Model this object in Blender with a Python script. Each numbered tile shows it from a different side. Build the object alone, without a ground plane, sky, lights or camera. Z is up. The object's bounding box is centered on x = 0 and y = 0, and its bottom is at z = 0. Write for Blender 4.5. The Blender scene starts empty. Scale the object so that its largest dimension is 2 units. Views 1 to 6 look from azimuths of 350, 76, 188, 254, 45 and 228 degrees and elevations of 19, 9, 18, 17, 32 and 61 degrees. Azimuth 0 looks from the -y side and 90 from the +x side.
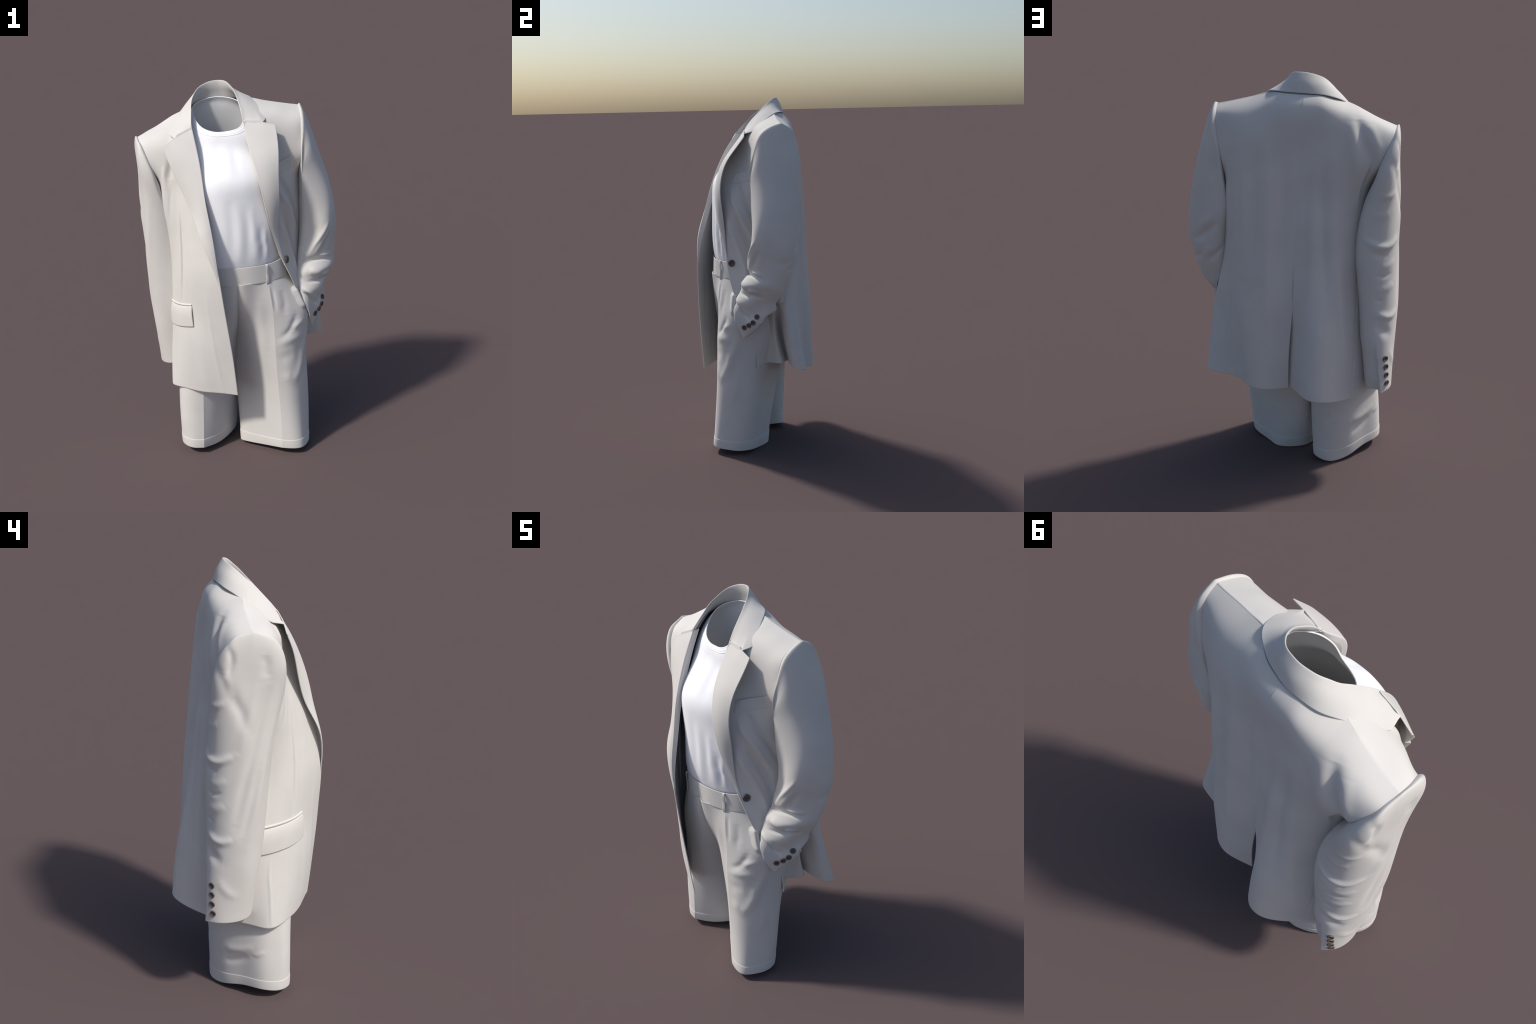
import bpy, math
import numpy as np

rng = np.random.default_rng(7)

# ------------------------------------------------------------------ splines
def knots(net, axis):
    d = np.linalg.norm(np.diff(net, axis=axis), axis=2)
    d = d.mean(axis=1 - axis)
    k = np.r_[0, np.cumsum(np.maximum(d, 1e-4))]
    return k / k[-1]

def cubic(k, y, t):
    """natural cubic spline through y (n, ...) at knots k, evaluated at t"""
    n = len(k); sh = y.shape[1:]; y = y.reshape(n, -1)
    h = np.diff(k)
    A = np.zeros((n, n)); r = np.zeros_like(y)
    A[0, 0] = A[-1, -1] = 1
    for i in range(1, n - 1):
        A[i, i - 1] = h[i - 1]; A[i, i] = 2 * (h[i - 1] + h[i]); A[i, i + 1] = h[i]
        r[i] = 6 * ((y[i + 1] - y[i]) / h[i] - (y[i] - y[i - 1]) / h[i - 1])
    m = np.linalg.solve(A, r)
    i = np.clip(np.searchsorted(k, t, side='right') - 1, 0, n - 2)
    hh = h[i][:, None]; a = (k[i + 1] - t)[:, None]; b = (t - k[i])[:, None]
    out = (m[i] * a**3 + m[i + 1] * b**3) / (6 * hh) + (y[i] / hh - m[i] * hh / 6) * a + (y[i + 1] / hh - m[i + 1] * hh / 6) * b
    return out.reshape((len(t),) + sh)

def curve(pts, n):
    p = np.array(pts, float)
    d = np.linalg.norm(np.diff(p, axis=0), axis=1)
    k = np.r_[0, np.cumsum(d)]; k /= k[-1]
    return cubic(k, p, np.linspace(0, 1, n))

def net_surface(net, nv, nu):
    """rows x cols x 3 control net -> dense nv x nu x 3 grid"""
    net = np.array(net, float)
    a = cubic(knots(net, 1), net.transpose(1, 0, 2), np.linspace(0, 1, nu)).transpose(1, 0, 2)
    return cubic(knots(net, 0), a, np.linspace(0, 1, nv))

def tube(rings, nv, nu, corner=False):
    """closed rings; corner=True leaves a pressed crease at column 0"""
    net = np.array(rings, float)
    if corner:
        net = np.concatenate([net, net[:, :1]], 1)
        g = net_surface(net, nv, nu + 1)
    else:
        m = 4
        w = np.concatenate([net[:, -m:], net, net[:, :m + 1]], 1)
        d = np.linalg.norm(np.diff(w, axis=1), axis=2).mean(0)
        k = np.r_[0, np.cumsum(d)]
        t = np.linspace(k[m], k[m + net.shape[1]], nu + 1)
        a = cubic(k, w.transpose(1, 0, 2), t).transpose(1, 0, 2)
        g = cubic(knots(net, 0), a, np.linspace(0, 1, nv))
    g[:, -1] = g[:, 0]
    return g

def normals(P, wrap=False, flip=False):
    if wrap:
        Q = np.concatenate([P[:, -2:-1], P, P[:, 1:2]], 1)
        du = (Q[:, 2:] - Q[:, :-2])
    else:
        du = np.gradient(P, axis=1)
    dv = np.gradient(P, axis=0)
    n = np.cross(du, dv)
    n /= np.linalg.norm(n, axis=2, keepdims=True) + 1e-12
    return -n if flip else n

# ------------------------------------------------------------------ folds
def stroke(P, N, pts, w, h, n=24, reach=3.0, ends=True):
    """raise (h>0) or press in (h<0) a soft fold along a line lying on the cloth"""
    line = curve(pts, n) if len(pts) > 2 else np.linspace(pts[0], pts[1], n)
    F = P.reshape(-1, 3)
    box = (F > line.min(0) - 0.06).all(1) & (F < line.max(0) + 0.06).all(1)
    if not box.any():
        return
    B = F[box]
    line = np.array([B[((B - q)**2).sum(1).argmin()] for q in line])
    if n > 6:   # settle the snapped line
        for _ in range(2):
            line[1:-1] = (line[:-2] + line[1:-1] * 2 + line[2:]) / 4
    lo, hi = line.min(0) - w * reach, line.max(0) + w * reach
    sel = ((F > lo) & (F < hi)).all(1)
    S = F[sel]
    best = np.full(len(S), 1e9); par = np.zeros(len(S))
    for i in range(len(line) - 1):
        a, b = line[i], line[i + 1]; ab = b - a; L = ab @ ab + 1e-12
        t = np.clip((S - a) @ ab / L, 0, 1)
        d = ((S - a - t[:, None] * ab)**2).sum(1)
        m = d < best
        best[m] = d[m]; par[m] = (i + t[m]) / (len(line) - 1)
    prof = np.exp(-best / w**2)
    if ends:
        prof *= np.clip(np.sin(np.pi * np.clip(par, 0.02, 0.98))**0.6, 0, 1)
    F[sel] += N.reshape(-1, 3)[sel] * (h * prof)[:, None]

def folds(P, N, table):
    for pts, w, h in table:
        stroke(P, N, [np.array(p, float) for p in pts], w, h)

def ripple(P, N, amp, scale, seed):
    """soft uneven cloth surface from summed sine waves"""
    r = np.random.default_rng(seed); f = np.zeros(P.shape[:2])
    for _ in range(14):
        k = r.normal(size=3) * scale * np.array([1.5, 1.5, 0.6])
        f += np.sin(P @ k + r.uniform(0, 6.28)) / 14**0.5
    P += N * (amp * f)[..., None]

# ------------------------------------------------------------------ meshes
def new_object(name, verts, faces, mat, parent, smooth=True):
    me = bpy.data.meshes.new(name)
    nv, nf = len(verts), len(faces)
    me.vertices.add(nv); me.vertices.foreach_set("co", np.asarray(verts, np.float32).ravel())
    me.loops.add(nf * 4); me.loops.foreach_set("vertex_index", np.asarray(faces, np.int32).ravel())
    me.polygons.add(nf)
    me.polygons.foreach_set("loop_start", np.arange(0, nf * 4, 4, dtype=np.int32))
    me.polygons.foreach_set("use_smooth", np.full(nf, smooth))
    me.update(); me.validate()
    me.materials.append(mat)
    ob = bpy.data.objects.new(name, me)
    bpy.context.scene.collection.objects.link(ob)
    ob.parent = parent
    return ob

def cloth(name, P, N, t, mat, parent, wrap=False, rims="uvUV"):
    """solid sheet of cloth of thickness t under grid P; rounded rims on the free edges
    u/U first/last column, v/V first/last row"""
    if wrap:
        P = P[:, :-1]; N = N[:, :-1]
        rims = rims.replace("u", "").replace("U", "")
    nv, nu = P.shape[:2]; K = nv * nu
    verts = [P.reshape(-1, 3), (P - N * t).reshape(-1, 3)]
    idx = np.arange(K).reshape(nv, nu)
    if wrap:
        J = np.concatenate([idx, idx[:, :1]], 1)
    else:
        J = idx
    q = np.stack([J[:-1, :-1], J[:-1, 1:], J[1:, 1:], J[1:, :-1]], -1).reshape(-1, 4)
    faces = [q, q[:, ::-1] + K]
    base = 2 * K
    def rim(line, inward, flip):
        nonlocal base
        A = P.reshape(-1, 3)[line]; n = N.reshape(-1, 3)[line]
        o = A - P.reshape(-1, 3)[inward]; o /= np.linalg.norm(o, axis=1, keepdims=True) + 1e-9
        rings = [line]
        for f, g in ((0.22, 0.36), (0.5, 0.5), (0.78, 0.36)):
            verts.append(A - n * t * f + o * t * g)
            rings.append(np.arange(base, base + len(line))); base += len(line)
        rings.append(line + K)
        for a, b in zip(rings[:-1], rings[1:]):
            if wrap:
                a = np.r_[a, a[:1]]; b = np.r_[b, b[:1]]
            f = np.stack([a[:-1], b[:-1], b[1:], a[1:]], -1)
            faces.append(f[:, ::-1] if flip else f)
    if "v" in rims: rim(idx[0], idx[1], False)
    if "V" in rims: rim(idx[-1], idx[-2], True)
    if "u" in rims: rim(idx[:, 0], idx[:, 1], True)
    if "U" in rims: rim(idx[:, -1], idx[:, -2], False)
    V = np.concatenate(verts); F = np.concatenate(faces)
    # orientation: grid normal must agree with N
    a, b, c = V[q[len(q) // 2][0]], V[q[len(q) // 2][1]], V[q[len(q) // 2][2]]
    if np.cross(b - a, c - a) @ N.reshape(-1, 3)[q[len(q) // 2][0]] < 0:
        F = F[:, ::-1]
    return new_object(name, V, F, mat, parent)

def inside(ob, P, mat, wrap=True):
    """give the inner side of a sheet a separate material, such as a shade-darkened copy"""
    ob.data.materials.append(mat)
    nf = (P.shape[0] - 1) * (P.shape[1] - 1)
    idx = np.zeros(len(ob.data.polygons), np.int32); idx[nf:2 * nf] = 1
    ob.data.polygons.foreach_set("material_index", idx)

def patch(P, N, c, n, m, lift):
    """sub-sheet of a panel between four grid corners (v,u): top-left, top-right, bottom-right, bottom-left"""
    nv, nu = P.shape[:2]
    a = np.linspace(0, 1, n)[:, None]; b = np.linspace(0, 1, m)[None, :]
    V = (1 - a) * ((1 - b) * c[0][0] + b * c[1][0]) + a * ((1 - b) * c[3][0] + b * c[2][0])
    U = (1 - a) * ((1 - b) * c[0][1] + b * c[1][1]) + a * ((1 - b) * c[3][1] + b * c[2][1])
    V = np.clip(V, 0, nv - 1.001); U = np.clip(U, 0, nu - 1.001)
    i = V.astype(int); j = U.astype(int); fv = (V - i)[..., None]; fu = (U - j)[..., None]
    def s(G):
        return (1 - fv) * ((1 - fu) * G[i, j] + fu * G[i, j + 1]) + fv * ((1 - fu) * G[i + 1, j] + fu * G[i + 1, j + 1])
    n_ = s(N); n_ /= np.linalg.norm(n_, axis=2, keepdims=True)
    return s(P) + n_ * lift, n_

def near(P, q):
    d = ((P - np.array(q))**2).sum(2)
    return np.unravel_index(d.argmin(), d.shape)

def empty(name, label, cat):
    o = bpy.data.objects.new(name, None)
    bpy.context.scene.collection.objects.link(o)
    o["label"] = label; o["category"] = cat
    return o

# ------------------------------------------------------------------ materials
def cloth_material(name, col_a, col_b, rough, sheen, weave, bump):
    m = bpy.data.materials.new(name); m.use_nodes = True
    nt = m.node_tree; N = nt.nodes; L = nt.links; N.clear()
    out = N.new("ShaderNodeOutputMaterial"); b = N.new("ShaderNodeBsdfPrincipled")
    L.new(b.outputs[0], out.inputs[0])
    tc = N.new("ShaderNodeTexCoord")
    n1 = N.new("ShaderNodeTexNoise"); n1.inputs["Scale"].default_value = 5.0; n1.inputs["Detail"].default_value = 3
    L.new(tc.outputs["Object"], n1.inputs["Vector"])
    ramp = N.new("ShaderNodeValToRGB")
    ramp.color_ramp.elements[0].position = 0.35; ramp.color_ramp.elements[0].color = (*col_a, 1)
    ramp.color_ramp.elements[1].position = 0.65; ramp.color_ramp.elements[1].color = (*col_b, 1)
    L.new(n1.outputs["Fac"], ramp.inputs[0])
    L.new(ramp.outputs[0], b.inputs["Base Color"])
    b.inputs["Roughness"].default_value = rough
    b.inputs["Specular IOR Level"].default_value = 0.25
    b.inputs["Sheen Weight"].default_value = sheen
    b.inputs["Sheen Roughness"].default_value = 0.5
    mp = N.new("ShaderNodeMapping"); mp.inputs["Scale"].default_value = (1, 1, 0.8)
    L.new(tc.outputs["Object"], mp.inputs[0])
    n2 = N.new("ShaderNodeTexNoise"); n2.inputs["Scale"].default_value = weave; n2.inputs["Detail"].default_value = 2
    L.new(mp.outputs[0], n2.inputs["Vector"])
    bp = N.new("ShaderNodeBump"); bp.inputs["Strength"].default_value = bump; bp.inputs["Distance"].default_value = 0.001
    L.new(n2.outputs["Fac"], bp.inputs["Height"]); L.new(bp.outputs[0], b.inputs["Normal"])
    return m

WOOL = cloth_material("ivory_wool", (0.640, 0.614, 0.580), (0.680, 0.654, 0.620), 0.85, 0.08, 420, 0.10)
LINING = WOOL
SHADE = cloth_material("cotton_darkened_for_shade", (0.68, 0.68, 0.685), (0.71, 0.71, 0.715), 0.95, 0.0, 600, 0.05)  # white cotton greyed down to paint the shadow inside the neck opening
COTTON = cloth_material("white_cotton", (0.90, 0.90, 0.92), (0.93, 0.93, 0.945), 0.9, 0.05, 600, 0.06)

def button_material():
    m = bpy.data.materials.new("brown_horn"); m.use_nodes = True
    nt = m.node_tree; b = nt.nodes["Principled BSDF"]
    tc = nt.nodes.new("ShaderNodeTexCoord"); n = nt.nodes.new("ShaderNodeTexNoise")
    n.inputs["Scale"].default_value = 60; n.inputs["Detail"].default_value = 4
    r = nt.nodes.new("ShaderNodeValToRGB")
    r.color_ramp.elements[0].color = (0.070, 0.052, 0.045, 1); r.color_ramp.elements[1].color = (0.15, 0.112, 0.093, 1)
    nt.links.new(tc.outputs["Object"], n.inputs["Vector"]); nt.links.new(n.outputs["Fac"], r.inputs[0])
    nt.links.new(r.outputs[0], b.inputs["Base Color"])
    b.inputs["Roughness"].default_value = 0.45
    return m
HORN = button_material()

# ================================================================== JACKET
jacket = empty("suit_jacket", "oversized ivory wool blazer, worn open with one hand-in-pocket sleeve", "jacket")
T = 0.006

# control rows, hem upwards.  Right half (wearer's right, -x): front edge -> side -> back centre.
# Left half: back centre -> side -> front edge.
#            front edge                                            |side seam                                                   | back centre
RF = [  # right front + right back, 12 columns; column 5 is the side seam
 [(-.120,-.334,.404),(-.215,-.280,.404),(-.312,-.219,.399),(-.396,-.145,.400),(-.438,-.060,.388),(-.395,.045,.398),(-.340,.145,.400),(-.245,.246,.408),(-.152,.332,.434),(-.068,.325,.444),(.003,.237,.455),(.056,.178,.450)],
 [(-.138,-.346,.65),(-.222,-.297,.65),(-.316,-.228,.65),(-.380,-.160,.65),(-.415,-.047,.65),(-.380,.055,.65),(-.335,.150,.65),(-.255,.238,.65),(-.172,.310,.65),(-.092,.322,.65),(-.020,.242,.65),(.041,.182,.65)],
 [(-.152,-.348,.78),(-.231,-.295,.78),(-.316,-.222,.78),(-.374,-.151,.78),(-.404,-.046,.78),(-.376,.053,.78),(-.335,.148,.78),(-.262,.226,.78),(-.180,.293,.78),(-.102,.306,.78),(-.034,.243,.78),(.025,.192,.78)],
 [(-.165,-.348,.90),(-.240,-.292,.90),(-.316,-.215,.90),(-.368,-.142,.90),(-.394,-.045,.90),(-.380,.050,.90),(-.335,.145,.90),(-.268,.215,.90),(-.185,.275,.90),(-.105,.286,.90),(-.045,.250,.90),(-.002,.217,.90)],
 [(-.185,-.340,1.10),(-.250,-.280,1.10),(-.325,-.190,1.10),(-.366,-.118,1.10),(-.388,-.045,1.10),(-.370,.060,1.10),(-.325,.150,1.10),(-.260,.212,1.10),(-.185,.250,1.10),(-.115,.255,1.10),(-.060,.234,1.10),(-.015,.217,1.10)],
 [(-.203,-.290,1.29),(-.262,-.228,1.29),(-.328,-.152,1.29),(-.372,-.098,1.29),(-.396,-.045,1.29),(-.370,.070,1.29),(-.325,.155,1.29),(-.260,.210,1.29),(-.188,.237,1.29),(-.125,.240,1.29),(-.070,.226,1.29),(-.030,.215,1.29)],
 [(-.218,-.244,1.45),(-.272,-.180,1.45),(-.330,-.122,1.45),(-.380,-.088,1.45),(-.410,-.045,1.45),(-.388,.080,1.44),(-.345,.170,1.45),(-.270,.210,1.45),(-.195,.222,1.45),(-.130,.220,1.45),(-.085,.214,1.45),(-.043,.212,1.45)],
]
RF_UP = [  # right front above the arm: 6 columns, last is the armhole
 [(-.227,-.182,1.605),(-.270,-.130,1.60),(-.320,-.092,1.60),(-.370,-.070,1.60),(-.415,-.055,1.59),(-.448,-.045,1.59)],
 [(-.233,-.140,1.685),(-.280,-.100,1.69),(-.335,-.068,1.695),(-.390,-.045,1.70),(-.440,-.022,1.70),(-.483,-.002,1.698)],
 [(-.246,-.045,1.790),(-.290,-.020,1.790),(-.345,.000,1.780),(-.400,.015,1.765),(-.450,.030,1.748),(-.497,.045,1.728)],
 [(-.268,.088,1.862),(-.310,.094,1.845),(-.350,.096,1.822),(-.400,.097,1.794),(-.450,.098,1.769),(-.503,.094,1.745)],
]
RB_UP = [  # right back above the arm: 7 columns, first is the armhole, last the back seam
 [(-.430,.208,1.592),(-.375,.222,1.60),(-.290,.222,1.60),(-.210,.224,1.60),(-.145,.222,1.60),(-.095,.216,1.60),(-.056,.213,1.60)],
 [(-.483,.187,1.698),(-.415,.210,1.71),(-.325,.216,1.72),(-.240,.220,1.72),(-.165,.220,1.72),(-.110,.216,1.72),(-.066,.213,1.72)],
 [(-.497,.145,1.732),(-.430,.160,1.765),(-.350,.168,1.795),(-.270,.180,1.825),(-.190,.207,1.845),(-.130,.212,1.848),(-.074,.211,1.848)],
 [(-.503,.094,1.745),(-.430,.098,1.780),(-.350,.096,1.822),(-.268,.088,1.862),(-.190,.150,1.890),(-.135,.168,1.901),(-.082,.173,1.905)],
]
LF = [  # left back + left front; column 6 is the side seam
 [(.033,.220,.455),(.100,.246,.459),(.165,.262,.466),(.238,.234,.476),(.322,.158,.490),(.453,.136,.518),(.428,.084,.523),(.280,.078,.53),(.337,.040,.533),(.302,.000,.526),(.272,-.030,.523),(.300,-.072,.523),(.319,-.100,.507)],
 [(.024,.222,.65),(.095,.240,.65),(.165,.252,.65),(.238,.228,.65),(.325,.148,.65),(.437,.104,.66),(.420,.052,.66),(.275,.050,.66),(.342,.008,.66),(.312,-.018,.66),(.290,-.045,.66),(.298,-.082,.66),(.310,-.112,.66)],
 [(.010,.221,.78),(.085,.237,.78),(.160,.247,.78),(.238,.225,.78),(.326,.140,.78),(.421,.088,.78),(.412,.038,.78),(.300,.028,.78),(.343,-.006,.78),(.315,-.035,.78),(.294,-.072,.78),(.289,-.122,.78),(.284,-.158,.78)],
 [(-.002,.217,.90),(.065,.237,.90),(.150,.245,.90),(.236,.220,.90),(.322,.138,.90),(.402,.080,.89),(.405,.035,.89),(.375,.005,.89),(.345,-.015,.89),(.320,-.060,.89),(.300,-.110,.89),(.280,-.165,.89),(.258,-.205,.90)],
 [(-.015,.217,1.10),(.060,.232,1.10),(.140,.240,1.10),(.224,.216,1.10),(.300,.160,1.10),(.350,.095,1.10),(.355,.045,1.10),(.340,.010,1.10),(.318,-.030,1.10),(.285,-.085,1.10),(.245,-.137,1.10),(.207,-.195,1.10),(.177,-.236,1.10)],
 [(-.030,.215,1.29),(.050,.223,1.29),(.130,.229,1.29),(.215,.212,1.29),(.285,.165,1.29),(.325,.110,1.29),(.345,.050,1.29),(.335,.000,1.29),(.312,-.050,1.29),(.272,-.110,1.29),(.225,-.165,1.29),(.170,-.215,1.29),(.118,-.246,1.29)],
 [(-.043,.212,1.45),(.040,.217,1.45),(.120,.221,1.45),(.205,.205,1.45),(.275,.170,1.45),(.315,.125,1.45),(.330,.055,1.44),(.328,-.010,1.45),(.312,-.055,1.45),(.275,-.110,1.45),(.222,-.160,1.45),(.155,-.210,1.45),(.087,-.255,1.45)],
]
LB_UP = [  # left back above the arm: 7 columns, last is the armhole
 [(-.056,.213,1.60),(.020,.212,1.60),(.100,.211,1.60),(.180,.200,1.60),(.245,.180,1.60),(.290,.160,1.60),(.326,.136,1.60)],
 [(-.066,.213,1.72),(.010,.209,1.72),(.090,.204,1.72),(.170,.192,1.72),(.240,.172,1.72),(.295,.150,1.725),(.344,.126,1.730)],
 [(-.074,.211,1.848),(.000,.199,1.851),(.070,.175,1.856),(.150,.145,1.845),(.220,.132,1.835),(.285,.116,1.828),(.346,.098,1.822)],
 [(-.082,.173,1.905),(-.010,.158,1.909),(.050,.124,1.914),(.095,.075,1.912),(.175,.066,1.890),(.260,.056,1.873),(.346,.048,1.858)],
]
LF_UP = [  # left front above the arm: 7 columns, first is the armhole
 [(.320,-.098,1.60),(.300,-.102,1.60),(.270,-.104,1.60),(.230,-.112,1.60),(.180,-.136,1.60),(.115,-.182,1.60),(.062,-.222,1.605)],
 [(.324,-.092,1.70),(.300,-.095,1.70),(.265,-.096,1.70),(.220,-.098,1.70),(.160,-.110,1.70),(.095,-.138,1.70),(.046,-.160,1.700)],
 [(.334,-.056,1.808),(.305,-.054,1.812),(.265,-.050,1.818),(.220,-.048,1.825),(.160,-.050,1.832),(.095,-.060,1.832),(.042,-.080,1.825)],
 [(.346,.048,1.858),(.310,.052,1.864),(.260,.056,1.873),(.215,.060,1.882),(.170,.066,1.891),(.130,.070,1.902),(.095,.075,1.912)],
]

def body_half(low, up_a, up_b, seam, na, nb, nv):
    """evaluate low rows in one spline across the side seam, the upper rows panel by panel"""
    low = np.array(low, float); ncol = low.shape[1]
    k = knots(low, 1)
    t = np.r_[np.linspace(0, k[seam], na), np.linspace(k[seam], 1, nb)[1:]]
    rows = [cubic(k, r, t) for r in low]
    ka = k[:seam + 1] / k[seam]; kb = (k[seam:] - k[seam]) / (1 - k[seam])
    ra = rows_a = [r[:na] for r in rows]; rb = [r[na - 1:] for r in rows]
    def up(tab, kk, n):
        tab = np.array(tab, float); kt = knots(tab, 1)
        # parameter follows the column knots of the lower rows so that columns line up
        return [cubic(kk, r, np.linspace(0, 1, n)) for r in tab]
    A = np.array(ra + up(up_a, ka, na)); B = np.array(rb + up(up_b, kb, nb))
    def vert(G):
        kv = knots(G, 0)
        return cubic(kv, G, np.linspace(0, 1, nv)), int(round(kv[len(low) - 1] * (nv - 1)))
    return vert(A), vert(B)

NV = 360
(rf, rf_arm), (rb, rb_arm) = body_half(RF, RF_UP, RB_UP, 5, 170, 130, NV)
(lb, lb_arm), (lf, lf_arm) = body_half(LF, LB_UP, LF_UP, 6, 140, 150, NV)

def join_tops(front, back, n_sh, last):
    """the shoulder part of the back's top edge follows the front's top edge"""
    c = front[-1]
    cols = range(n_sh) if not last else range(back.shape[1] - n_sh, back.shape[1])
    for j in cols:
        q = back[-1, j]
        seg = c[1:] - c[:-1]; t = np.clip(((q - c[:-1]) * seg).sum(1) / (seg**2).sum(1), 0, 1)
        p = c[:-1] + seg * t[:, None]; d = p[((p - q)**2).sum(1).argmin()] - q
        e = j if not last else back.shape[1] - 1 - j
        d = d * np.clip((n_sh - e) / 12, 0, 1)
        if np.linalg.norm(d) < .03:
            back[-30:, j] += d * (np.linspace(0, 1, 30)**2)[:, None]
join_tops(rf, rb, 84, False)
join_tops(lf, lb, 88, True)
panels = {}
for key, P in (("rf", rf), ("rb", rb), ("lb", lb), ("lf", lf)):
    panels[key] = [P, normals(P)]
def renorm(key):
    panels[key][1] = normals(panels[key][0])

# orientation check: normals must look away from the body axis
for key in panels:
    P, N = panels[key]
    c = np.array([-.06, 0, 1.2]); v = (P - c)[60:200].reshape(-1, 3); v[:, 2] = 0
    SGN = 1 if (v * N[60:200].reshape(-1, 3)).sum() > 0 else -1
    panels[key].append(SGN); panels[key][1] = N * SGN
def renorm(key):
    panels[key][1] = normals(panels[key][0]) * panels[key][2]

rb_folds = [
 ([(-.330,.185,1.80),(-.345,.215,1.73),(-.370,.235,1.65),(-.390,.225,1.55)], .022, -.015),
 ([(-.295,.190,1.79),(-.305,.215,1.69),(-.325,.225,1.56),(-.335,.205,1.40)], .032, .009),
 ([(-.385,.20,1.78),(-.405,.21,1.70),(-.425,.215,1.63)], .022, .006),
 ([(-.405,.215,1.67),(-.400,.215,1.60),(-.370,.205,1.50),(-.35,.19,1.40)], .014, -.008),
 ([(-.385,.215,1.60),(-.365,.205,1.50),(-.345,.19,1.38)], .012, .007),
 ([(-.22,.22,1.66),(-.215,.23,1.3),(-.24,.25,.8),(-.25,.24,.5)], .030, .009),
 ([(-.165,.22,1.60),(-.16,.23,1.3),(-.17,.27,.9)], .022, -.0075),
 ([(-.12,.22,1.60),(-.11,.23,1.3),(-.10,.27,.9)], .026, .0075),
]
lb_folds = [
 ([(.10,.21,1.72),(.10,.225,1.4),(.12,.235,1.0),(.13,.2,.6)], .030, 0.0087),
 ([(.155,.20,1.70),(.165,.21,1.4),(.18,.21,1.1)], .024, -0.0072),
 ([(.215,.19,1.66),(.225,.21,1.4),(.235,.21,1.1)], .022, 0.0058),
 ([(.02,.21,1.66),(.03,.22,1.3),(.04,.225,1.0)], .028, -0.0072),
 ([(.27,.17,1.55),(.285,.165,1.35),(.31,.16,1.12)], .018, -0.0072),
 ([(.285,.18,.85),(.29,.19,.65),(.29,.2,.49)], .025, -0.0087),
 ([(.225,.22,.95),(.23,.22,.7),(.235,.23,.49)], .022, 0.0058),
]
lf_folds = [
 ([(.172,-.234,1.33),(.204,-.212,1.255),(.225,-.189,1.195),(.238,-.160,1.12),(.246,-.137,1.05),(.25,-.13,.98)], .017, .019),
 ([(.205,-.20,1.355),(.237,-.175,1.28),(.260,-.150,1.21),(.275,-.125,1.14),(.283,-.11,1.07)], .018, -.024),
 ([(.175,-.21,1.505),(.198,-.20,1.435),(.243,-.175,1.37),(.262,-.150,1.31),(.285,-.10,1.22)], .016, .016),
 ([(.20,-.18,1.54),(.227,-.17,1.48),(.268,-.135,1.40),(.290,-.11,1.34),(.31,-.07,1.25)], .017, -.020),
]
rf_folds = [
 ([(-.345,-.06,1.66),(-.36,-.075,1.60),(-.37,-.08,1.54)], .016, -.008),
 ([(-.31,-.02,1.77),(-.335,-.05,1.70),(-.345,-.075,1.63)], .018, .006),
 ([(-.385,-.06,1.62),(-.395,-.07,1.55),(-.39,-.08,1.48)], .012, .005),
 ([(-.40,-.05,1.52),(-.40,-.06,1.42),(-.395,-.06,1.30)], .014, .004),
 ([(-.365,-.09,1.50),(-.375,-.09,1.42),(-.38,-.085,1.32)], .010, -.003),
]
for key, tab in (("rb", rb_folds), ("lb", lb_folds), ("lf", lf_folds), ("rf", rf_folds)):
    folds(panels[key][0], panels[key][1], tab)
    renorm(key)
# sewn lines: dart, side-panel seams
folds(*panels["rf"][:2], [
 ([(-.328,-.133,1.367),(-.345,-.16,1.15),(-.352,-.155,.90)], .0045, -.010),
 ([(-.338,-.133,1.36),(-.353,-.155,1.15),(-.36,-.15,.91)], .012, .0025),
 ([(-.245,-.285,1.02),(-.225,-.29,.75),(-.190,-.30,.42)], .012, .0025),
 ([(-.404,-.046,.72),(-.415,-.048,.60),(-.43,-.057,.46),(-.438,-.06,.40)], .007, .0035),
 ([(-.30,-.235,.80),(-.28,-.25,.6),(-.26,-.25,.42)], .035, .004)])
SEAM = [([(-.33,.16,1.42),(-.325,.16,1.2),(-.31,.175,.9),(-.30,.19,.65),(-.288,.222,.41)], .0035, -.0030)]
folds(*panels["rb"][:2], SEAM)
folds(*panels["lb"][:2], [([(.30,.16,1.42),(.30,.165,1.2),(.32,.16,.9),(.345,.14,.7),(.385,.115,.50)], .0035, -.0030)])
for key in panels:
    ripple(panels[key][0], panels[key][1], .0009, 14, 3)
    renorm(key)
def seal(a, ca, b, cb, r0, r1):
    pass
names = {"rf": ("front_panel", "uvV"), "rb": ("back_panel", "vUV"), "lb": ("back_panel", "vuV"), "lf": ("front_panel", "vUV")}
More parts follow.
